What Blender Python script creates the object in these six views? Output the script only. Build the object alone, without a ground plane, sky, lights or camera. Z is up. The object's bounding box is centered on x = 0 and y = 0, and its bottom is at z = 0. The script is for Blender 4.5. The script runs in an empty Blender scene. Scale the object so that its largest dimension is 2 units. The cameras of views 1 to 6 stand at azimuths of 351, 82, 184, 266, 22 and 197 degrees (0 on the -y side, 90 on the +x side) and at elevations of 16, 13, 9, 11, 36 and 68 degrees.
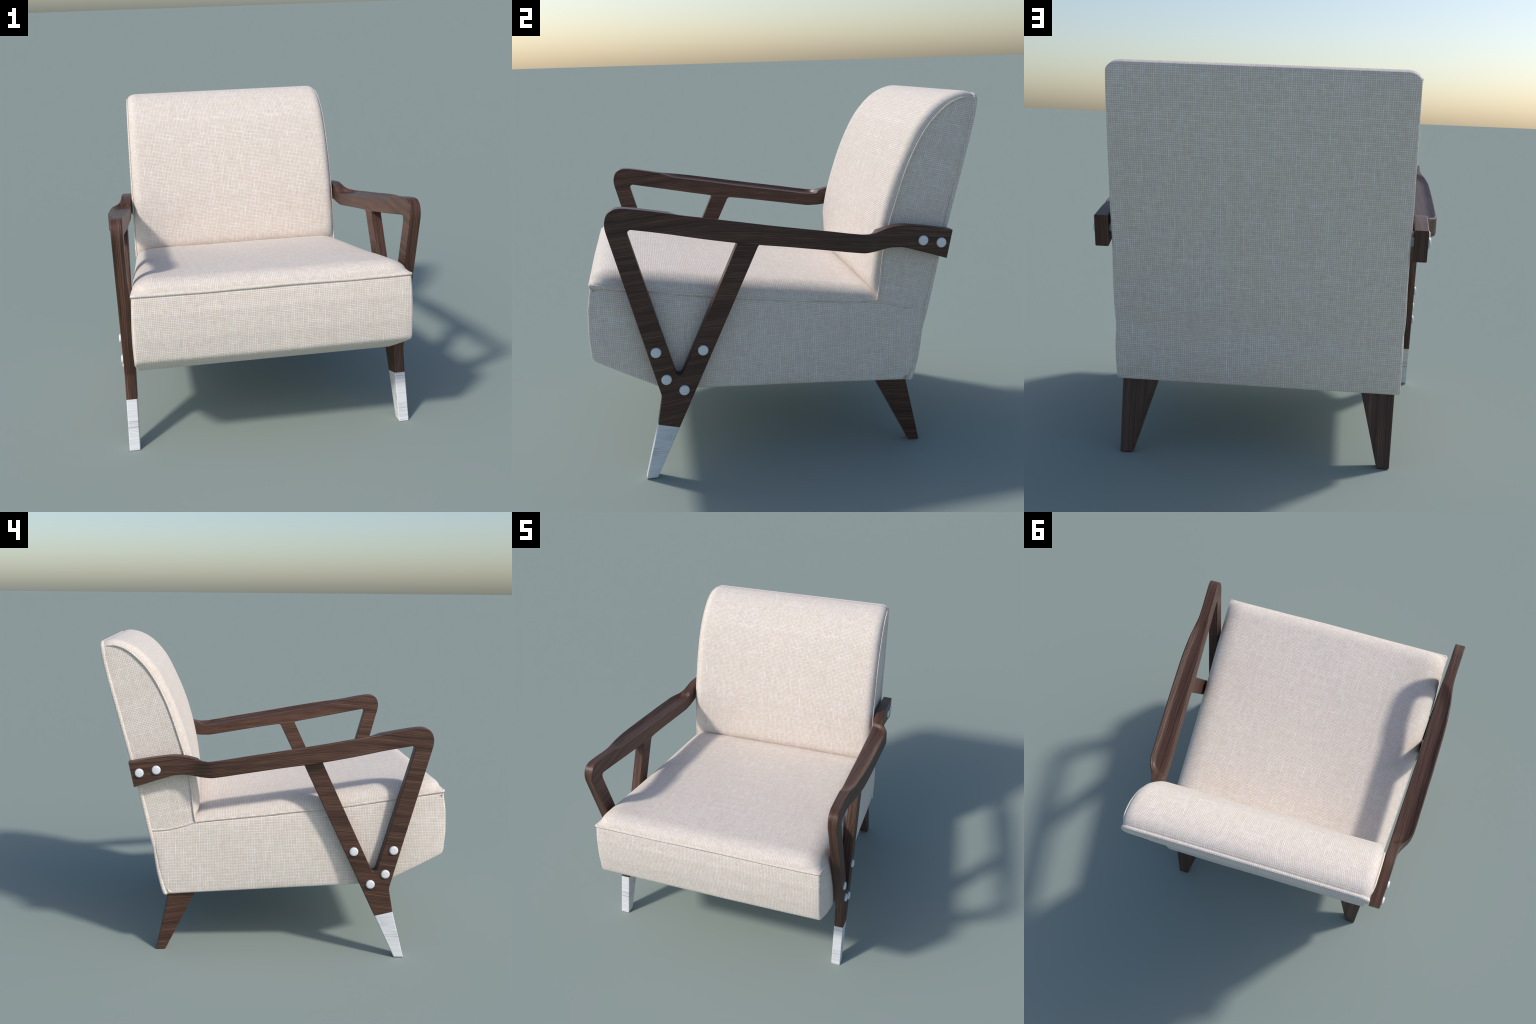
import bpy, bmesh, math
from mathutils import Vector, noise
from mathutils.geometry import delaunay_2d_cdt
import numpy as np

# ------------------------------------------------------------------ frame
# Armchair: front looks to -y, mirrored in x.  Sides taper towards the back:
# every side plane is  |x| = C - TAPER*y
TAPER = 0.0509
BODY, ARM_IN, ARM_OUT = 0.7106, 0.7297, 0.7922
hw = lambda y: BODY - TAPER * y

# ------------------------------------------------------------------ helpers
def lerp_curve(pts):
    xs = [p[0] for p in pts]; ys = [p[1] for p in pts]
    return lambda v: float(np.interp(v, xs, ys))

def smooth_curve(pts):
    """monotone cubic (Fritsch-Carlson) through (x, y) points"""
    x = np.array([p[0] for p in pts], float); y = np.array([p[1] for p in pts], float)
    h = np.diff(x); d = np.diff(y) / h
    m = np.zeros_like(y); m[0] = d[0]; m[-1] = d[-1]
    for i in range(1, len(x) - 1):
        m[i] = 0 if d[i-1] * d[i] <= 0 else 2 * d[i-1] * d[i] / (d[i-1] + d[i])
    def f(v):
        v = min(max(v, x[0]), x[-1]); i = int(min(max(np.searchsorted(x, v) - 1, 0), len(h) - 1))
        t = (v - x[i]) / h[i]
        return float((1+2*t)*(1-t)**2*y[i] + t*(1-t)**2*h[i]*m[i] + t*t*(3-2*t)*y[i+1] + t*t*(t-1)*h[i]*m[i+1])
    return f

def catmull(pts, n):
    """smooth open polyline through pts, resampled to n points by arc length"""
    P = [np.array(p, float) for p in pts]
    P = [2*P[0]-P[1]] + P + [2*P[-1]-P[-2]]
    out = []
    for i in range(1, len(P) - 2):
        p0, p1, p2, p3 = P[i-1:i+3]
        t0 = 0; t1 = t0 + np.linalg.norm(p1-p0)**.5; t2 = t1 + np.linalg.norm(p2-p1)**.5; t3 = t2 + np.linalg.norm(p3-p2)**.5
        for t in np.linspace(t1, t2, 24, endpoint=False):
            a1 = (t1-t)/(t1-t0)*p0+(t-t0)/(t1-t0)*p1; a2 = (t2-t)/(t2-t1)*p1+(t-t1)/(t2-t1)*p2; a3 = (t3-t)/(t3-t2)*p2+(t-t2)/(t3-t2)*p3
            b1 = (t2-t)/(t2-t0)*a1+(t-t0)/(t2-t0)*a2; b2 = (t3-t)/(t3-t1)*a2+(t-t1)/(t3-t1)*a3
            out.append((t2-t)/(t2-t1)*b1+(t-t1)/(t2-t1)*b2)
    out.append(P[-2])
    return resample(out, n)

def resample(pts, n):
    P = np.array(pts, float)
    s = np.concatenate([[0], np.cumsum(np.linalg.norm(np.diff(P, axis=0), axis=1))])
    q = np.linspace(0, s[-1], n)
    return [np.array([np.interp(v, s, P[:, k]) for k in range(P.shape[1])]) for v in q]

def fillet(poly, seg=6):
    """closed polygon of (a, b, radius) -> closed list of points with rounded corners"""
    out = []; n = len(poly)
    for i in range(n):
        p = np.array(poly[i][:2], float); r = poly[i][2]
        a = np.array(poly[i-1][:2], float); b = np.array(poly[(i+1) % n][:2], float)
        if r <= 0: out.append(p); continue
        u = (a-p); lu = np.linalg.norm(u); u /= lu
        v = (b-p); lv = np.linalg.norm(v); v /= lv
        ang = math.acos(max(-1, min(1, float(u @ v))))
        d = min(r / math.tan(ang/2), lu*.48, lv*.48); rr = d * math.tan(ang/2)
        p1 = p+u*d; p2 = p+v*d
        c = p + (u+v)/np.linalg.norm(u+v) * (rr/math.sin(ang/2))
        a1 = math.atan2(*(p1-c)[::-1]); a2 = math.atan2(*(p2-c)[::-1])
        da = (a2-a1+math.pi) % (2*math.pi) - math.pi
        for k in range(seg+1):
            t = a1+da*k/seg; out.append(c+rr*np.array([math.cos(t), math.sin(t)]))
    return out

def densify(poly, step):
    out = []
    for i in range(len(poly)):
        a = np.array(poly[i]); b = np.array(poly[(i+1) % len(poly)])
        k = max(1, int(np.linalg.norm(b-a)/step + .5))
        out += [a+(b-a)*j/k for j in range(k)]
    return out

def area(poly):
    return .5*sum(poly[i-1][0]*poly[i][1]-poly[i][0]*poly[i-1][1] for i in range(len(poly)))

def inset(poly, d):
    n = len(poly); out = []
    for i in range(n):
        p = poly[i]; e1 = p-poly[i-1]; e2 = poly[(i+1) % n]-p
        n1 = np.array([-e1[1], e1[0]])/max(np.linalg.norm(e1), 1e-9); n2 = np.array([-e2[1], e2[0]])/max(np.linalg.norm(e2), 1e-9)
        m = n1+n2; l = float(m @ m)
        m = m*(2/max(l, 1.0)) if l > 1e-6 else n1
        out.append(p+m*d)
    return out                                   # poly must run counter-clockwise

def inside(poly, q):
    c = False; x, y = q
    for i in range(len(poly)):
        (x1, y1), (x2, y2) = poly[i-1], poly[i]
        if (y1 > y) != (y2 > y) and x < (x2-x1)*(y-y1)/(y2-y1)+x1: c = not c
    return c

def fill_cap(poly, step):
    """triangulate a polygon with interior grid points; boundary keeps its indices"""
    P = np.array(poly); lo = P.min(0); hi = P.max(0); pts = [Vector(p) for p in poly]
    for i, a in enumerate(np.arange(lo[0]+step*.5, hi[0], step)):
        for b in np.arange(lo[1]+step*.5 + (i % 2)*step*.5, hi[1], step):
            if inside(poly, (a, b)) and np.min(np.sum((P-np.array([a, b]))**2, axis=1)) > (step*.55)**2:
                pts.append(Vector((a, b)))
    n = len(poly)
    v, e, f, ov, oe, of = delaunay_2d_cdt(pts, [(i, (i+1) % n) for i in range(n)], [list(range(n))], 1, 1e-7)
    return v, f, ov, n

def wob(p, scale, amp, seed=0.0):
    return amp*noise.noise(Vector((p[0]*scale+seed, p[1]*scale-seed, p[2]*scale+2*seed)))

def make_object(name, verts, faces, mat, parent=None, smooth=True):
    me = bpy.data.meshes.new(name)
    me.from_pydata([tuple(map(float, v)) for v in verts], [], faces)
    bm = bmesh.new(); bm.from_mesh(me)
    bmesh.ops.remove_doubles(bm, verts=bm.verts, dist=1e-5)
    bmesh.ops.recalc_face_normals(bm, faces=bm.faces)
    for f in bm.faces: f.smooth = smooth
    bm.to_mesh(me); bm.free(); me.update()
    ob = bpy.data.objects.new(name, me); bpy.context.scene.collection.objects.link(ob)
    me.materials.append(mat)
    if parent: ob.parent = parent
    return ob

def weighted(ob):
    m = ob.modifiers.new("weighted_normal", 'WEIGHTED_NORMAL'); m.keep_sharp = True; m.weight = 80

# ------------------------------------------------------------------ materials
class NT:
    def __init__(s, name):
        s.mat = bpy.data.materials.new(name); s.mat.use_nodes = True
        s.t = s.mat.node_tree; s.bsdf = s.t.nodes["Principled BSDF"]
        s.geo = s.t.nodes.new("ShaderNodeNewGeometry"); s.tc = s.t.nodes.new("ShaderNodeTexCoord")
        sep = s.t.nodes.new("ShaderNodeSeparateXYZ"); s.t.links.new(s.tc.outputs["Object"], sep.inputs[0])
        s.x, s.y, s.z = sep.outputs
        sn = s.t.nodes.new("ShaderNodeSeparateXYZ"); s.t.links.new(s.tc.outputs["Normal"], sn.inputs[0])
        s.nx, s.ny, s.nz = sn.outputs
    def put(s, sock, v):
        if isinstance(v, (int, float)): sock.default_value = v
        elif isinstance(v, tuple): sock.default_value = v
        else: s.t.links.new(v, sock)
    def m(s, op, a, b=0.0, c=0.0):
        n = s.t.nodes.new("ShaderNodeMath"); n.operation = op
        for i, v in enumerate((a, b, c)): s.put(n.inputs[i], v)
        return n.outputs[0]
    def add(s, a, b): return s.m('ADD', a, b)
    def sub(s, a, b): return s.m('SUBTRACT', a, b)
    def mul(s, a, b): return s.m('MULTIPLY', a, b)
    def vec(s, a, b, c=0.0):
        n = s.t.nodes.new("ShaderNodeCombineXYZ")
        for i, v in enumerate((a, b, c)): s.put(n.inputs[i], v)
        return n.outputs[0]
    def noise(s, v, scale=1.0, detail=2.0, rough=.5, dist=0.0, color=False):
        n = s.t.nodes.new("ShaderNodeTexNoise"); s.t.links.new(v, n.inputs["Vector"])
        n.inputs["Scale"].default_value = scale; n.inputs["Detail"].default_value = detail
        n.inputs["Roughness"].default_value = rough; n.inputs["Distortion"].default_value = dist
        return n.outputs["Color" if color else "Fac"]
    def white(s, w):
        n = s.t.nodes.new("ShaderNodeTexWhiteNoise"); n.noise_dimensions = '1D'; s.t.links.new(w, n.inputs["W"])
        return n.outputs["Value"]
    def mapr(s, v, a, b, c=0.0, d=1.0, smooth=False):
        n = s.t.nodes.new("ShaderNodeMapRange"); n.interpolation_type = 'SMOOTHSTEP' if smooth else 'LINEAR'
        s.put(n.inputs[0], v)
        for i, q in enumerate((a, b, c, d)): s.put(n.inputs[i+1], q)
        return n.outputs[0]
    def mixf(s, f, a, b):
        return s.add(s.mul(a, s.sub(1.0, f)), s.mul(b, f))
    def mixc(s, f, a, b, mode='MIX'):
        n = s.t.nodes.new("ShaderNodeMix"); n.data_type = 'RGBA'; n.blend_type = mode
        s.put(n.inputs[0], f); s.put(n.inputs[6], a if not isinstance(a, tuple) else a+(1,)); s.put(n.inputs[7], b if not isinstance(b, tuple) else b+(1,))
        return n.outputs[2]
    def ramp(s, v, stops):
        n = s.t.nodes.new("ShaderNodeValToRGB"); e = n.color_ramp.elements
        while len(e) < len(stops): e.new(.5)
        for i, (p, c) in enumerate(stops): e[i].position = p; e[i].color = c+(1,)
        s.t.links.new(v, n.inputs[0]); return n.outputs[0]
    def curve(s, v, pts):
        """float curve through (in, out) pairs"""
        xs = [p[0] for p in pts]; ys = [p[1] for p in pts]; x0, x1, y0, y1 = xs[0], xs[-1], min(ys), max(ys)
        n = s.t.nodes.new("ShaderNodeFloatCurve"); c = n.mapping.curves[0]
        q = [((a-x0)/(x1-x0), (b-y0)/(y1-y0)) for a, b in pts]
        while len(c.points) < len(q): c.points.new(.5, .5)
        for p, (a, b) in zip(c.points, q): p.location = (a, b)
        n.mapping.update()
        s.t.links.new(s.mapr(v, x0, x1), n.inputs["Value"])
        return s.add(s.mul(n.outputs[0], y1-y0), y0)
    def bump(s, h, strength, dist):
        n = s.t.nodes.new("ShaderNodeBump"); n.inputs["Strength"].default_value = strength; n.inputs["Distance"].default_value = dist
        s.t.links.new(h, n.inputs["Height"]); s.t.links.new(n.outputs[0], s.bsdf.inputs["Normal"])

PITCH = 0.0094
def fabric(name, mode):
    """slubby woven linen: light threads both ways over darker gaps"""
    g = NT(name)
    if mode in ('box', 'tilt'):
        a = math.radians(13.0) if mode == 'tilt' else math.radians(-1.0)
        sy = g.sub(g.mul(g.y, math.cos(a)), g.mul(g.z, math.sin(a))); sz = g.add(g.mul(g.y, math.sin(a)), g.mul(g.z, math.cos(a)))
        side = g.m('GREATER_THAN', g.m('ABSOLUTE', g.nx), .62); flat = g.m('GREATER_THAN', g.m('ABSOLUTE', g.nz), .8)
        U = g.mixf(side, g.x, sy); V = g.mixf(side, g.mixf(flat, g.z, g.y), sz)
    elif mode == 'seat':
        ax = g.m('ABSOLUTE', g.x)                     # unroll the rounded rims: drop below the top adds length
        drop = g.sub(.935, g.add(g.z, g.mul(g.y, .145)))
        dx = g.sub(g.sub(BODY, g.mul(g.y, TAPER)), ax)
        U = g.add(ax, g.mul(drop, g.mapr(dx, 0.0, .125, 1.0, 0.0, True)))
        V = g.sub(g.y, g.mul(drop, g.mapr(g.y, -.972, -.847, 1.0, 0.0, True)))
    elif mode == 'back':
        q = g.add(g.y, g.z)
        U = g.add(g.m('ABSOLUTE', g.x), g.mul(g.sub(g.y, g.curve(q, BACK_Y)), 1.2))
        V = g.curve(q, BACK_ARC)
    elif mode == 'cord':
        U = g.add(g.x, g.y); V = g.sub(g.z, g.x)
    w = g.vec(U, V)
    U = g.add(U, g.mul(g.sub(g.noise(w, 9.0, 2.0), .5), .0055)); V = g.add(V, g.mul(g.sub(g.noise(g.vec(V, U), 9.0, 2.0), .5), .0055))
    def threads(A, B, k):
        c = g.m('DIVIDE', A, PITCH); cell = g.m('FLOOR', c)
        f = g.m('ABSOLUTE', g.sub(g.m('FRACT', c), .5))
        rnd = g.white(g.add(cell, k))
        along = g.noise(g.vec(g.mul(cell, 3.37), g.mul(B, 22.0), k), 1.0, 2.0)
        slub = g.mapr(g.noise(g.vec(g.mul(cell, 5.71), g.mul(B, 7.0), k+9), 1.0, 1.0), .64, .74)
        amp = g.add(g.add(.50, g.mul(g.m('POWER', rnd, 3.0), .10)), g.mul(g.sub(along, .5), .95))
        amp = g.add(amp, g.mul(slub, .14 if k > 1 else .28))
        wid = g.add(.22, g.mul(along, .14))
        line = g.sub(1.0, g.mapr(f, g.mul(wid, .35), g.add(wid, .10), 0.0, 1.0, True))
        return g.mul(line, amp), line
    ta, la = threads(U, V, 0.3); tb, lb = threads(V, U, 57.6)
    grid = g.m('MAXIMUM', ta, tb)
    grid = g.add(grid, g.mul(g.m('MINIMUM', ta, tb), .35))
    col = g.ramp(grid, [(0.0, (.605, .514, .424)), (.35, (.71, .619, .535)), (.65, (.845, .757, .692)), (1.0, (.95, .885, .84))])
    tint = g.noise(w, 55.0, 2.0, color=True)
    col = g.mixc(.22, col, g.mixc(.80, (.5, .5, .5), tint), 'OVERLAY')
    blot = g.noise(w, 5.0, 3.0)
    col = g.mixc(g.mapr(blot, .35, .75, 0.0, .15), col, (.68, .60, .51))
    g.t.links.new(col, g.bsdf.inputs["Base Color"])
    g.bsdf.inputs["Roughness"].default_value = .85; g.bsdf.inputs["Specular IOR Level"].default_value = .25
    g.bsdf.inputs["Sheen Weight"].default_value = .12; g.bsdf.inputs["Sheen Roughness"].default_value = .5
    g.bump(g.add(grid, g.mul(blot, .6)), .35, .0016)
    return g.mat

def grain_coords(g, tilt, across_edges):
    yy = g.add(g.y, .35)                          # grain swings gently along the frame
    zz = g.add(g.z, g.mul(g.m('SQRT', g.add(g.mul(yy, yy), .015)), tilt))
    side = g.m('GREATER_THAN', g.m('ABSOLUTE', g.nx), .6)
    lenw = g.mixf(side, g.add(g.y, g.z), g.y)
    q = zz if across_edges else g.mixf(side, g.x, zz)
    return lenw, q, side

def wood(name, tilt):
    """dark walnut: long streaks, pores and a few wild figures"""
    g = NT(name); L, Q, side = grain_coords(g, tilt, False)
    warp = g.sub(g.noise(g.vec(g.mul(L, 2.6), g.mul(Q, 7.0), side), 1.0, 3.0), .5)
    Qw = g.add(Q, g.mul(warp, .026))
    broad = g.noise(g.vec(g.mul(L, 1.1), g.mul(Qw, 34.0), 3.0), 1.0, 3.0, .6)
    ring = g.m('ABSOLUTE', g.sub(g.m('FRACT', g.add(g.mul(Qw, 120.0), g.mul(broad, 2.2))), .5))
    fine = g.noise(g.vec(g.mul(L, 7.0), g.mul(Qw, 260.0), 7.0), 1.0, 3.0, .6)
    band = g.noise(g.vec(g.mul(L, .8), g.mul(Qw, 95.0), 11.0), 1.0, 2.0, .5)
    v = g.add(g.add(g.mul(g.sub(broad, .5), .70), g.mul(g.mul(g.sub(ring, .25), .75), g.mapr(broad, .3, .65, .35, 1.0))), g.add(g.mul(g.sub(fine, .5), .75), g.mul(g.sub(band, .5), .55)))
    v = g.add(v, .5)
    col = g.ramp(v, [(.15, (.021, .0102, .0068)), (.40, (.053, .0246, .0158)), (.60, (.095, .0455, .0295)), (.85, (.172, .089, .058))])
    g.t.links.new(col, g.bsdf.inputs["Base Color"])
    g.bsdf.inputs["Roughness"].default_value = .45; g.bsdf.inputs["Specular IOR Level"].default_value = .38
    g.bump(fine, .10, .0012)
    return g.mat

def painted(name, strong):
    """white paint through which grey grain lines and a knot show"""
    g = NT(name); side = g.m('GREATER_THAN', g.m('ABSOLUTE', g.nx), .6)
    L = g.mixf(side, g.x, g.y)
    dy = g.add(g.y, .635); dz = g.sub(g.z, .205)                  # knot on the leg tip
    r2 = g.add(g.mul(g.mul(dy, dy), 900.0), g.mul(g.mul(dz, dz), 2600.0))
    knot = g.mul(g.m('POWER', 2.718, g.mul(r2, -1.0)), side)
    warp = g.sub(g.noise(g.vec(g.mul(L, 9.0), g.mul(g.z, 26.0)), 1.0, 2.0), .5)
    z = g.add(g.add(g.z, g.mul(warp, .010)), g.mul(knot, .03))
    lines = g.noise(g.vec(g.mul(L, 3.0), g.mul(z, 190.0)), 1.0, 3.0, .65)
    patch = g.noise(g.vec(g.mul(L, 3.0), g.mul(g.z, 9.0), 5.0), 1.0, 1.0)
    streak = g.noise(g.vec(g.mul(L, 2.0), g.mul(z, 420.0), 2.0), 1.0, 2.0, .6)
    dark = g.mul(g.mapr(lines, .46, .66), g.add(g.mapr(patch, .36, .62, .30, .80), g.mul(knot, .5)))
    dark = g.m('MAXIMUM', dark, g.mul(g.mapr(streak, .50, .70), .45))
    col = g.mixc(g.mul(dark, strong), (.80, .81, .825), (.36, .34, .345))
    g.t.links.new(col, g.bsdf.inputs["Base Color"])
    g.bsdf.inputs["Roughness"].default_value = .45
    g.bump(lines, .12, .001)
    return g.mat

# ------------------------------------------------------------------ profiles in the (y, z) plane
welt = smooth_curve([(-.972, .986), (-.69, .943), (-.44, .903), (-.17, .867), (.07, .838), (.30, .815), (.465, .797), (.56, .768), (.66, .749), (.76, .744)])
rear = smooth_curve([(.34, .655), (.395, .673), (.504, .698), (.629, .717), (.742, .744), (.96, .792), (1.18, .846), (1.31, .879), (1.50, .928), (1.66, .968), (1.775, .991), (1.86, .997)])  # z -> y
BORDER = [(.466, .780), (.479, .86), (.500, 1.045), (.530, 1.19), (.566, 1.31), (.600, 1.415), (.643, 1.525), (.690, 1.618), (.738, 1.690), (.787, 1.743), (.838, 1.785), (.880, 1.806), (.920, 1.816), (.952, 1.811), (.976, 1.799)]
CROWN = [(.490, .775), (.470, .825), (.453, .856), (.4445, .89), (.446, .93), (.452, .98), (.463, 1.06), (.489, 1.20), (.538, 1.37), (.598, 1.526), (.668, 1.667), (.731, 1.749), (.792, 1.803), (.862, 1.837), (.925, 1.849), (.960, 1.843), (.985, 1.829)]

def arc_table(pts, n):
    P = np.array(catmull(pts, n*20)); s = np.concatenate([[0], np.cumsum(np.linalg.norm(np.diff(P, axis=0), axis=1))])
    q = P.sum(1); k = np.linspace(0, len(P)-1, n).astype(int)
    return [(float(q[i]), float(s[i])) for i in k], [(float(q[i]), float(P[i, 0])) for i in k]
BACK_ARC, BACK_Y = arc_table(CROWN, 12)
SEAT_ARC, _ = arc_table([(-.972, .986), (-.965, 1.01), (-.94, 1.037), (-.90, 1.054), (-.84, 1.055), (-.60, 1.016), (-.2, .957), (.1, .914), (.53, .85)], 12)

linen_box = fabric("linen_box", 'box'); linen_tilt = fabric("linen_side", 'tilt')
linen_seat = fabric("linen_seat", 'seat'); linen_back = fabric("linen_back", 'back'); linen_cord = fabric("linen_cord", 'cord')
walnut = wood("walnut", .11)
paint_tip = painted("white_paint_tip", 1.0); paint_bolt = painted("white_paint_bolt", .35)

chair = bpy.data.objects.new("armchair", None); bpy.context.scene.collection.objects.link(chair)
chair["label"] = "cream linen upholstered armchair with dark walnut open arms"; chair["category"] = "armchair"

# ------------------------------------------------------------------ upholstered solids
def side_solid(name, profile, r, mat, nx=40, step=.03, side_bulge=None, disp=None, seg=4):
    """closed (y, z) profile spanned across the chair, rounded at both side faces"""
    prof = densify(profile, step)
    if area(prof) < 0: prof = prof[::-1]
    n = len(prof); verts = []; faces = []; rings = []
    sb = side_bulge or (lambda y, z: 0.0)
    def ring(sgn, ins, back):
        pts = inset(prof, ins) if ins else prof
        base = len(verts)
        for p in pts: verts.append([sgn*(hw(p[0])+sb(*p)-back), p[0], p[1]])
        rings.append(base)
    for k in range(seg+1):
        a = math.pi/2*(1-k/seg); ring(-1, r*(1-math.cos(a)), r*(1-math.sin(a)))
    for j in range(1, nx):
        t = -1+2*j/nx; base = len(verts)
        for p in prof: verts.append([t*(hw(p[0])+sb(*p)-r), p[0], p[1]])
        rings.append(base)
    for k in range(seg+1):
        a = math.pi/2*k/seg; ring(1, r*(1-math.cos(a)), r*(1-math.sin(a)))
    for a, b in zip(rings[:-1], rings[1:]):
        for i in range(n): faces.append([a+i, a+(i+1) % n, b+(i+1) % n, b+i])
    cap = inset(prof, r); v, f, ov, nb = fill_cap(cap, step)
    for sgn, base in ((-1, rings[0]), (1, rings[-1])):
        idx = {}
        for i, p in enumerate(v):
            o = [q for q in ov[i] if q < nb]
            if o: idx[i] = base+o[0]
            else: idx[i] = len(verts); verts.append([sgn*(hw(p[0])+sb(p[0], p[1])), p[0], p[1]])
        faces += [[idx[i] for i in t] for t in f]
    if disp: verts = [disp(Vector(q)) for q in verts]
    return make_object(name, verts, faces, mat, chair)

# lower box
low = [(-.972, .984, .007), (-.989, .88, .25), (-.9945, .75, .35), (-.985, .616, .046), (-.635, .432, .16), (.635, .354, .012)]
low += [(rear(z)-.014, z, 0) for z in (.42, .5, .58, .66, .72)]
low += [(y, welt(y)-.003, 0) for y in (.73, .66, .60, .54, .465, .38, .30, .19, .07, -.05, -.17, -.30, -.44, -.56, -.69, -.83, -.93)]
side_puff = smooth_curve([(-1.0, .22), (-.93, .55), (-.82, 1.0), (-.1, 1.0), (.45, .5), (.70, .42)])
def box_bulge(y, z):
    t = max(0.0, min(1.0, (welt(y)-z)/(welt(y)-.40)))
    return .0165*math.sin(math.pi*t)**.7*side_puff(y) - .001
def box_disp(p):
    c = max(0.0, 1-(p.x/hw(p.y))**2)
    if p.y < -.9: p.y -= .0045*c*min(1, max(0, (.99-p.z)/.1))
    if abs(p.x) > .6: p.x += math.copysign(1, p.x)*wob(p, 3.5, .0018, 4.0)
    elif p.y < -.9: p.y += wob(p, 3.5, .002, 1.0)
    return p
side_solid("seat_box", fillet(low, 6), .014, linen_box, side_bulge=box_bulge, disp=box_disp)

# backrest core (its side faces are the side panels)
core = [tuple(p)+(0,) for p in catmull(BORDER, 40)]
core += [(rear(z)-.014, z, 0) for z in (1.79, 1.7, 1.55, 1.4, 1.25, 1.1, .95, .85, .78)] + [(.745, .752, 0), (.74, .735, 0), (.66, .742, 0), (.56, .76, 0)]
def core_disp(p):
    p.x += math.copysign(1, p.x)*(wob(p, 4.0, .003, 2.0) if abs(p.x) > .5 else 0)
    return p
side_solid("backrest", [np.array(c[:2]) for c in core], .006, linen_tilt, nx=12, disp=core_disp,
           side_bulge=lambda y, z: -.0005)

# ------------------------------------------------------------------ cushions
def quarter(n):                                   # (inward fraction, rise fraction) of a rounded edge
    return [(1-math.cos(a), math.sin(a)) for a in np.linspace(0, math.pi/2, n)]

H = smooth_curve([(-.98, .084), (-.5, .087), (0.0, .083), (.30, .072), (.40, .065), (.43, .060), (.46, .049), (.50, .030), (.56, .010)])
def seat_cushion():
    yf, R, Rf = -.972, .125, .125
    rows = [(yf+Rf*a, b) for a, b in quarter(14)] + [(y, 1.0) for y in np.linspace(yf+Rf, .55, 46)[1:]]
    edge = quarter(14); mid = np.linspace(-1, 1, 40)[1:-1]
    verts = []; ncol = 0
    for y, rise in rows:
        cols = [(-(hw(y)-R*a), b) for a, b in edge] + [(t*(hw(y)-R), 1.0) for t in mid] + [(hw(y)-R*a, b) for a, b in edge[::-1]]
        ncol = len(cols)
        for x, b in cols:
            sph = math.sqrt(max(0.0, b*b+rise*rise-1))     # softens the two front corners
            crown = (.7*b*rise+.3*sph)**.92
            sag = -.006*max(0, 1-(x/.6)**2)*max(0, 1-((y+.15)/.6)**2)*0
            z = welt(y)+H(y)*crown+sag
            p = Vector((x, y-.003*(1-(x/.76)**2)*(1-rise), z))
            p.z += wob(p, 3.0, .004, 7.0)*crown
            verts.append(p)
    faces = [[r*ncol+c, r*ncol+c+1, (r+1)*ncol+c+1, (r+1)*ncol+c] for r in range(len(rows)-1) for c in range(ncol-1)]
    # rolled lip under the outline so that the cushion has thickness at its seam
    def lip(ids, dx, dy):
        base = len(verts)
        for i in ids:
            v = verts[i]; verts.append(Vector((v.x+dx*math.copysign(1, v.x), v.y+dy, v.z-.012)))
        for k in range(len(ids)-1): faces.append([ids[k], ids[k+1], base+k+1, base+k])
    lip(list(range(ncol)), 0, .012)
    lip([r*ncol for r in range(len(rows))], -.012, 0); lip([r*ncol+ncol-1 for r in range(len(rows))], -.012, 0)
    return make_object("seat_cushion", verts, faces, linen_seat, chair)
seat_cushion()

def back_cushion():
    N = 110; B = catmull(BORDER, N); M = catmull(CROWN, N); R = .058
    edge = quarter(12); mid = np.linspace(-1, 1, 36)[1:-1]; verts = []; ncol = 0
    for i in range(N):
        b, m = B[i], M[i]
        cols = [(-1, a, s) for a, s in edge]+[(t, None, 1) for t in mid]+[(1, a, s) for a, s in edge[::-1]]; ncol = len(cols)
        for t, a, s in cols:
            p = b+(m-b)*s**.9; h = hw(b[0])
            x = t*(h-R*a) if a is not None else t*(h-R)
            q = Vector((x, p[0], p[1])); q.y += wob(q, 3.0, .004, 3.0)*s
            verts.append(q)
    faces = [[r*ncol+c, r*ncol+c+1, (r+1)*ncol+c+1, (r+1)*ncol+c] for r in range(N-1) for c in range(ncol-1)]
    for c in (0, ncol-1):                          # turned-in seam edge
        base = len(verts); sg = -1 if c == 0 else 1
        for r in range(N):
            v = verts[r*ncol+c]; bx = B[r]-M[r]; verts.append(Vector((v.x-sg*.012, v.y+bx[0]*.3, v.z+bx[1]*.3)))
        for r in range(N-1): faces.append([r*ncol+c, (r+1)*ncol+c, base+r+1, base+r])
    return make_object("back_cushion", verts, faces, linen_back, chair)
back_cushion()

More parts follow.
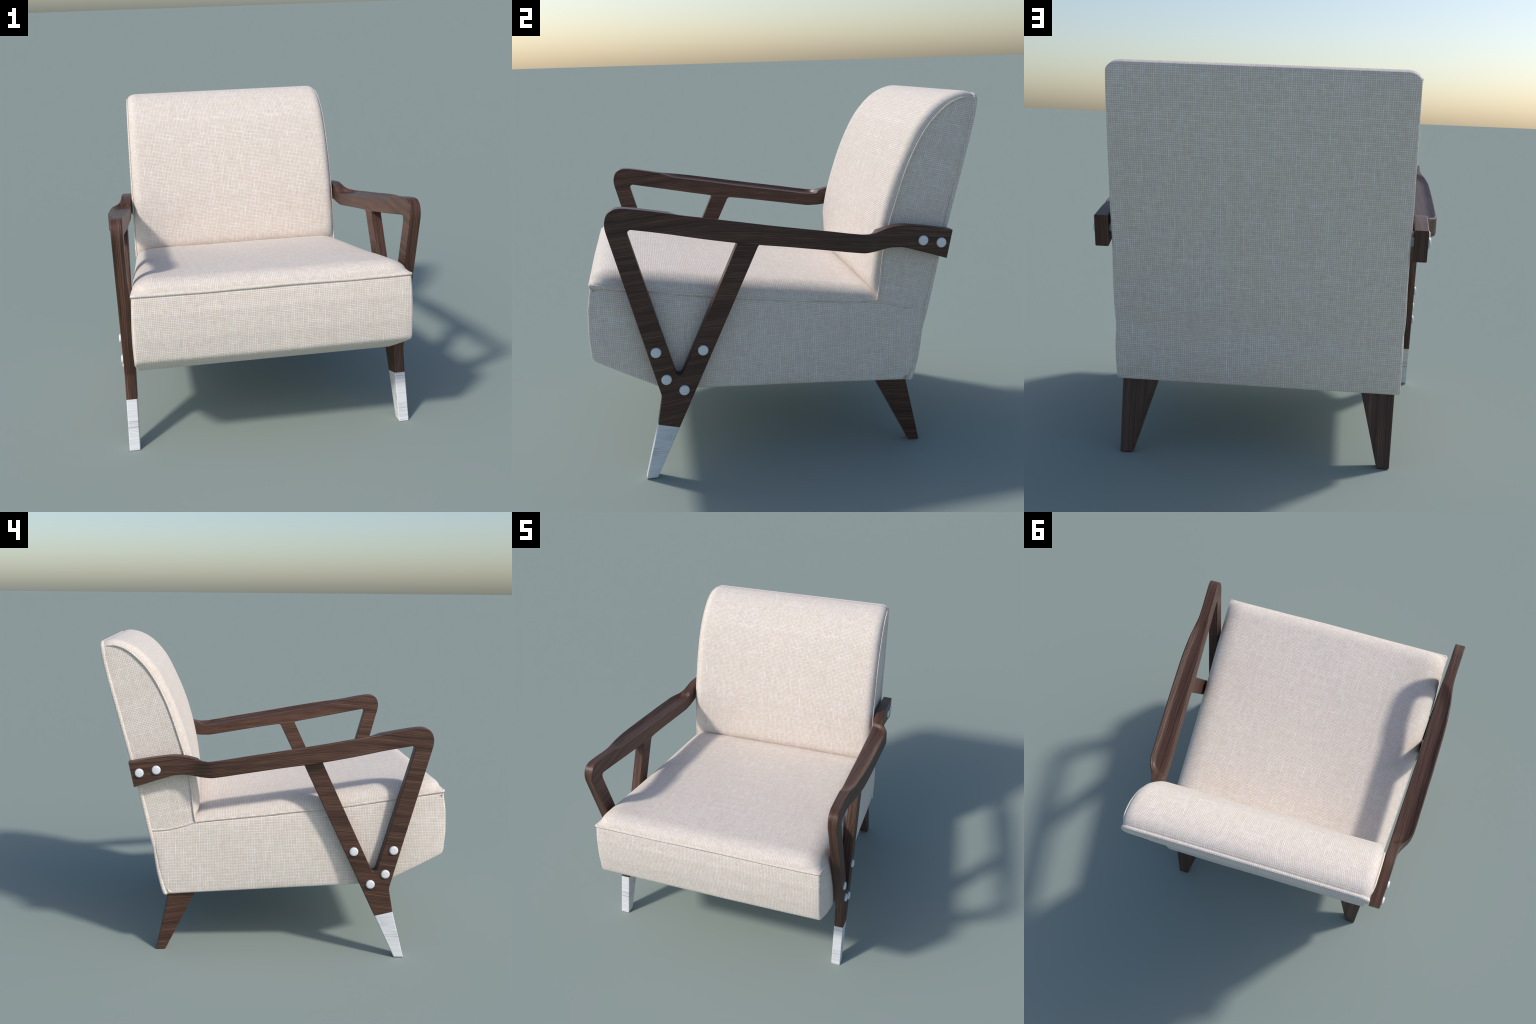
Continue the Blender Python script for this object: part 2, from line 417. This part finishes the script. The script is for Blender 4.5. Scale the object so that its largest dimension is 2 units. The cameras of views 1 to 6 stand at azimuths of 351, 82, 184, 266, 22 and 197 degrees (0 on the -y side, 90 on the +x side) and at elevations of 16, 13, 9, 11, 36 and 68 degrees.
# rear panel: a soft board with a rolled edge, standing a little proud of the sides
def back_panel():
    zb, zt, R, rz = .350, 1.8375, .058, .042
    right = [(hw(rear(z))+.0065+.002*math.sin(math.pi*(z-.35)/1.49), z) for z in np.linspace(zb+.014, zt-rz, 46)]
    xt = right[-1][0]
    right += [(xt-R*(1-math.cos(a)), zt-rz+rz*math.sin(a)) for a in np.linspace(0, math.pi/2, 9)[1:]]
    xb = right[0][0]
    bottom = [(xb-.014*(1-math.cos(a)), zb+.014-.014*math.sin(a)) for a in np.linspace(math.pi/2, 0, 5)[:-1]]
    half = bottom+right
    full = [np.array(p) for p in half]+[np.array((-p[0], p[1])) for p in half[::-1]]
    out = densify(full, .03)
    if area(out) < 0: out = out[::-1]
    n = len(out); verts = []; faces = []; rings = []; r, th = .011, .024
    def ring(ins, dy):
        rings.append(len(verts))
        for p, o in zip(inset(out, ins) if ins else out, out): verts.append(Vector((p[0], rear(o[1])+dy, p[1])))
    ring(.02, -th-.002); ring(.0095, -th)
    for a in (.35, .7, 1.05, 1.4): ring(.0095*(1-math.sin(a)), -th+.0095*(1-math.cos(a)))
    for k in range(6):
        a = math.pi/2*k/5; ring(r*(1-math.cos(a)), -r*(1-math.sin(a)))
    for a, b in zip(rings[:-1], rings[1:]):
        for i in range(n): faces.append([a+i, a+(i+1) % n, b+(i+1) % n, b+i])
    v, f, ov, nb = fill_cap(inset(out, r), .03); idx = {}
    for i, p in enumerate(v):
        o = [q for q in ov[i] if q < nb]
        if o: idx[i] = rings[-1]+o[0]
        else:
            idx[i] = len(verts); q = Vector((p[0], rear(p[1]), p[1]))
            e = min(1, (hw(q.y)-abs(p[0]))/.15, (zt-p[1])/.15, (p[1]-zb)/.15)
            q.y += max(0, e)*(.003+wob(q, 2.6, .004, 9.0)); verts.append(q)
    faces += [[idx[i] for i in t] for t in f]
    for q in verts:
        if abs(q.x) > .6: q.x += math.copysign(1, q.x)*(wob(q, 4.5, .0035, 5.0) - .004*math.exp(-((q.z-.63)/.05)**2))
    return make_object("back_panel", verts, faces, linen_box, chair)
back_panel()

# piping cords
def tube(name, path, rad, mat, parent, n=8):
    verts = []; faces = []; P = [Vector(p) for p in path]
    for i, p in enumerate(P):
        t = (P[min(i+1, len(P)-1)]-P[max(i-1, 0)]).normalized()
        up = Vector((0, 0, 1)); a = t.cross(up)
        if a.length < .05: a = t.cross(Vector((1, 0, 0)))
        a.normalize(); b = t.cross(a).normalized()
        for k in range(n):
            w = 2*math.pi*k/n; verts.append(p+(a*math.cos(w)+b*math.sin(w))*rad)
    for i in range(len(P)-1):
        for k in range(n): faces.append([i*n+k, i*n+(k+1) % n, (i+1)*n+(k+1) % n, (i+1)*n+k])
    faces.append(list(range(n))[::-1]); faces.append([(len(P)-1)*n+k for k in range(n)])
    return make_object(name, verts, faces, mat, parent)

def seat_piping():
    ys = np.linspace(.735, -.966, 110); path = []
    z = lambda x, y: welt(y)+.003+.0022*math.sin(7*x+5*y)+wob((x, y, 0), 5, .002, 1)
    for y in ys: path.append((hw(y)-.0045, y, z(hw(y), y)))
    for x in np.linspace(hw(-.97)-.008, -hw(-.97)+.008, 90): path.append((x, -.9705-.003*(1-(x/.76)**2), z(x, -.97)+.0015))
    for y in ys[::-1]: path.append((-hw(y)+.0045, y, z(-hw(y), y)))
    tube("seat_piping", path, .0085, linen_cord, chair)
seat_piping()
for sg in (1, -1):
    path = [(sg*(hw(p[0])+.005-.011*max(0, (p[0]-.90)/.066)**2), p[0]-.002, p[1]) for p in catmull(BORDER, 120) if p[1] > .800 and p[0] < .966]
    tube("backrest_piping", path, .0054, linen_cord, chair, 6)

# ------------------------------------------------------------------ wooden frame
top_z = smooth_curve([(-.83, 1.3745), (-.757, 1.367), (-.577, 1.335), (-.355, 1.300), (-.036, 1.246), (.20, 1.208), (.34, 1.185), (.395, 1.1785), (.43, 1.179), (.465, 1.186), (.515, 1.198), (.575, 1.2035), (.66, 1.195), (.845, 1.1645)])
bot_z = smooth_curve([(-.80, 1.275), (-.745, 1.2655), (-.256, 1.178), (-.15, 1.162), (-.037, 1.147), (.20, 1.111), (.33, 1.091), (.385, 1.0845), (.43, 1.085), (.48, 1.090), (.53, 1.0945), (.575, 1.092), (.64, 1.075), (.814, 1.0195), (.85, 1.008)])
bulge = smooth_curve([(-.66, 0), (-.60, .003), (-.54, .012), (-.456, .027), (-.316, .041), (-.2, .046), (-.04, .051), (.2, .055), (.335, .057), (.37, .054), (.40, .044), (.43, .028), (.46, .013), (.49, .004), (.53, 0), (.86, 0)])
ease = lambda t: (lambda u: u*(2-u))(max(0.0, min(1.0, t)))

def armrest(sg):
    ST = []                                       # (outer contour point, inner contour point)
    for y in np.linspace(.843, -.745, 150):
        sh = max(0.0, (y-.60)/(.843-.60))
        yb = y-.029*sh
        ST.append((np.array((y, top_z(y))), np.array((yb, bot_z(yb)))))
    oc = catmull([(-.745, 1.3650), (-.79, 1.3715), (-.824, 1.3715), (-.850, 1.362), (-.869, 1.341), (-.8785, 1.311), (-.879, 1.281), (-.8715, 1.246), (-.8686, 1.235)], 22)
    ic = catmull([(-.745, 1.2655), (-.759, 1.2675), (-.7695, 1.264), (-.7755, 1.255), (-.7745, 1.243), (-.7729, 1.235)], 22)
    ST += list(zip(oc, ic))[1:]
    verts = []; faces = []; loops = []
    for o, i in ST:
        W = np.linalg.norm(o-i); y = float(o[0])
        arm = y > -.74
        d = 0.0
        xi = ARM_IN-TAPER*y; xo = ARM_OUT-TAPER*y+(bulge(y) if arm else 0)
        rb = .0006 if (-.285 < y < -.12) else .0055
        rt, ro = .0055, (.0055+.10*(bulge(y) if arm else 0))
        sec = []
        for k in range(5):                          # inner lower corner
            a = math.pi*1.5-math.pi/2*k/4; sec.append((xi+rb+rb*math.cos(a), rb+rb*math.sin(a)))
        for k in range(5):                          # inner upper
            a = math.pi-math.pi/2*k/4; sec.append((xi+rt+rt*math.cos(a), W-rt+rt*math.sin(a)))
        for k in range(1, 14):
            t = k/14; sec.append((xi+rt+(xo-xi-rt-ro)*t, W))
        for k in range(5):                          # outer upper
            a = math.pi/2-math.pi/2*k/4; sec.append((xo-ro+ro*math.cos(a), W-ro+ro*math.sin(a)))
        for k in range(5):                          # outer lower
            a = -math.pi/2*k/4; sec.append((xo-ro+ro*math.cos(a), ro+ro*math.sin(a)))
        base = len(verts); loops.append(base)
        for x, q in sec:
            if arm and q > W*.7:
                u = (x-xi)/(xo-xi)
                f = ease(((xo-.009)-x)/.034)*ease((y+.578-.05*u*u)/.13)*ease((.447-.035*u*u-y)/.022)
                q -= .019*f
            p = i+(o-i)*(q/W)
            # x follows the tilted board, not the contour point
            verts.append(Vector((sg*(x+TAPER*(y-p[0]) if not arm else sg and x), p[0], p[1])))
    n = len(sec)
    for a, b in zip(loops[:-1], loops[1:]):
        for k in range(n): faces.append([a+k, a+(k+1) % n, b+(k+1) % n, b+k])
    faces.append([loops[0]+k for k in range(n)]); faces.append([loops[-1]+k for k in range(n)])
    ob = make_object("armrest", verts, faces, walnut, chair)
    bm = bmesh.new(); bm.from_mesh(ob.data)
    for e in bm.edges:
        if len(e.link_faces) == 2 and e.calc_face_angle(0) > math.radians(50): e.smooth = False
    bm.to_mesh(ob.data); bm.free(); weighted(ob)
    return ob

def board(name, poly, sg, mat, parent, open_edges=(), rad=.0055, seg=4, inner_shift=0.0):
    """flat board in the plane of the arm: polygon (y, z) given a thickness, long edges rounded.
    open_edges: pairs of points between which the edge stays square (butt joints)"""
    bm = bmesh.new()
    A = [bm.verts.new((sg*(ARM_IN+inner_shift-TAPER*p[0]), p[0], p[1])) for p in poly]
    B = [bm.verts.new((sg*(ARM_OUT-TAPER*p[0]), p[0], p[1])) for p in poly]
    n = len(poly); bm.faces.new(A); bm.faces.new(B)
    for i in range(n): bm.faces.new([A[i], A[(i+1) % n], B[(i+1) % n], B[i]])
    bmesh.ops.recalc_face_normals(bm, faces=bm.faces)
    skip = lambda p, q: any((np.hypot(*(np.array(a)-p)) < 1e-4 and np.hypot(*(np.array(b)-q)) < 1e-4) or (np.hypot(*(np.array(b)-p)) < 1e-4 and np.hypot(*(np.array(a)-q)) < 1e-4) for a, b in open_edges)
    ed = []
    for i in range(n):
        if skip(poly[i], poly[(i+1) % n]): continue
        for L in (A, B):
            e = bm.edges.get((L[i], L[(i+1) % n]))
            if e: ed.append(e)
    bmesh.ops.bevel(bm, geom=ed, offset=rad, segments=seg, profile=.5, affect='EDGES', clamp_overlap=True)
    for f in bm.faces: f.smooth = True
    for e in bm.edges:
        if len(e.link_faces) == 2 and e.calc_face_angle(0) > math.radians(50): e.smooth = False
    me = bpy.data.meshes.new(name); bm.to_mesh(me); bm.free()
    ob = bpy.data.objects.new(name, me); bpy.context.scene.collection.objects.link(ob)
    me.materials.append(mat); ob.parent = parent; weighted(ob)
    return ob

def disc(name, y, z, sg, x0, x1, r, rim, mat, parent, n=40):
    """round stud on the tilted board, from x0 (hidden) to x1 (visible face)"""
    prof = [(x0, r)]+[(x1-rim+rim*math.sin(a), r-rim+rim*math.cos(a)) for a in np.linspace(0, math.pi/2, 6)]+[(x1+.0006, r*.4)]
    verts = []; faces = []
    for px, pr in prof:
        for k in range(n):
            w = 2*math.pi*k/n; yy = pr*math.cos(w); verts.append((sg*(px-TAPER*(y+yy)), y+yy, z+pr*math.sin(w)))
    m = len(prof)
    for i in range(m-1):
        for k in range(n): faces.append([i*n+k, i*n+(k+1) % n, (i+1)*n+(k+1) % n, (i+1)*n+k])
    c = len(verts); verts.append((sg*(x1+.0008-TAPER*y), y, z))
    for k in range(n): faces.append([(m-1)*n+k, (m-1)*n+(k+1) % n, c])
    faces.append([k for k in range(n)])
    return make_object(name, verts, faces, mat, parent)

CUT_F, CUT_B = (-.6836, .283), (-.5785, .257)      # painted tip begins here
def front_leg(sg):
    po, pi_ = (-.8686, 1.235), (-.7729, 1.235)
    raw = [po+(0,), (-.6575, .425, .07), CUT_F+(0,), CUT_B+(0,), (-.1545, 1.1475, 0), (-.1465, 1.1560, 0), (-.137, 1.1595, 0), (-.137, 1.168, 0), (-.2535, 1.186, 0), (-.2565, 1.1655, 0), (-.571, .497, .017), pi_+(0,)]
    poly = fillet(raw, 8)
    leg = board("front_leg", poly, sg, walnut, chair, open_edges=[(po, pi_), (CUT_F, CUT_B), ((-.137, 1.168), (-.2535, 1.186)), ((-.137, 1.1595), (-.137, 1.168)), ((-.2535, 1.186), (-.2565, 1.1655))], inner_shift=.0008)
    tip = [np.array(p) for p in (CUT_F, (-.757, 0.0), (-.701, 0.0), CUT_B)]
    board("leg_tip", tip, sg, paint_tip, leg, open_edges=[(CUT_F, CUT_B)], rad=.0055, inner_shift=.0008)
    for y, z in ((-.675, .657), (-.6315, .514), (-.445, .6485), (-.5465, .4515)):
        disc("bolt", y, z, sg, ARM_OUT-.01, ARM_OUT+.0125, .0258, .009, paint_bolt, leg)
        disc("spacer", y, z, sg, ARM_IN+.008, BODY-.014, .007, .001, walnut, leg, 16)
    return leg

for sg in (1, -1):
    a = armrest(sg)
    for y, z in ((.6865, 1.1215), (.7825, 1.104)):
        disc("bolt", y, z, sg, ARM_OUT-.01, ARM_OUT+.0125, .0255, .009, paint_bolt, a)
        disc("spacer", y, z, sg, ARM_IN+.008, BODY-.012, .0215, .001, paint_bolt, a)
    front_leg(sg)

def rear_leg(sg):
    bm = bmesh.new()
    T = [(.484, .466), (.660, .466), (.660, .632), (.488, .632)]; Bq = [(.589, .652), (.649, .652), (.649, .708), (.589, .708)]
    t = [bm.verts.new((sg*x, y-.012, .395)) for x, y in T]; b = [bm.verts.new((sg*x, y, 0)) for x, y in Bq]
    bm.faces.new(t); bm.faces.new(b)
    for i in range(4): bm.faces.new([t[i], t[(i+1) % 4], b[(i+1) % 4], b[i]])
    bmesh.ops.recalc_face_normals(bm, faces=bm.faces)
    bmesh.ops.bevel(bm, geom=list(bm.edges), offset=.004, segments=3, profile=.5, affect='EDGES')
    for f in bm.faces: f.smooth = True
    me = bpy.data.meshes.new("rear_leg"); bm.to_mesh(me); bm.free()
    ob = bpy.data.objects.new("rear_leg", me); bpy.context.scene.collection.objects.link(ob)
    me.materials.append(walnut); ob.parent = chair; weighted(ob)
for sg in (1, -1): rear_leg(sg)
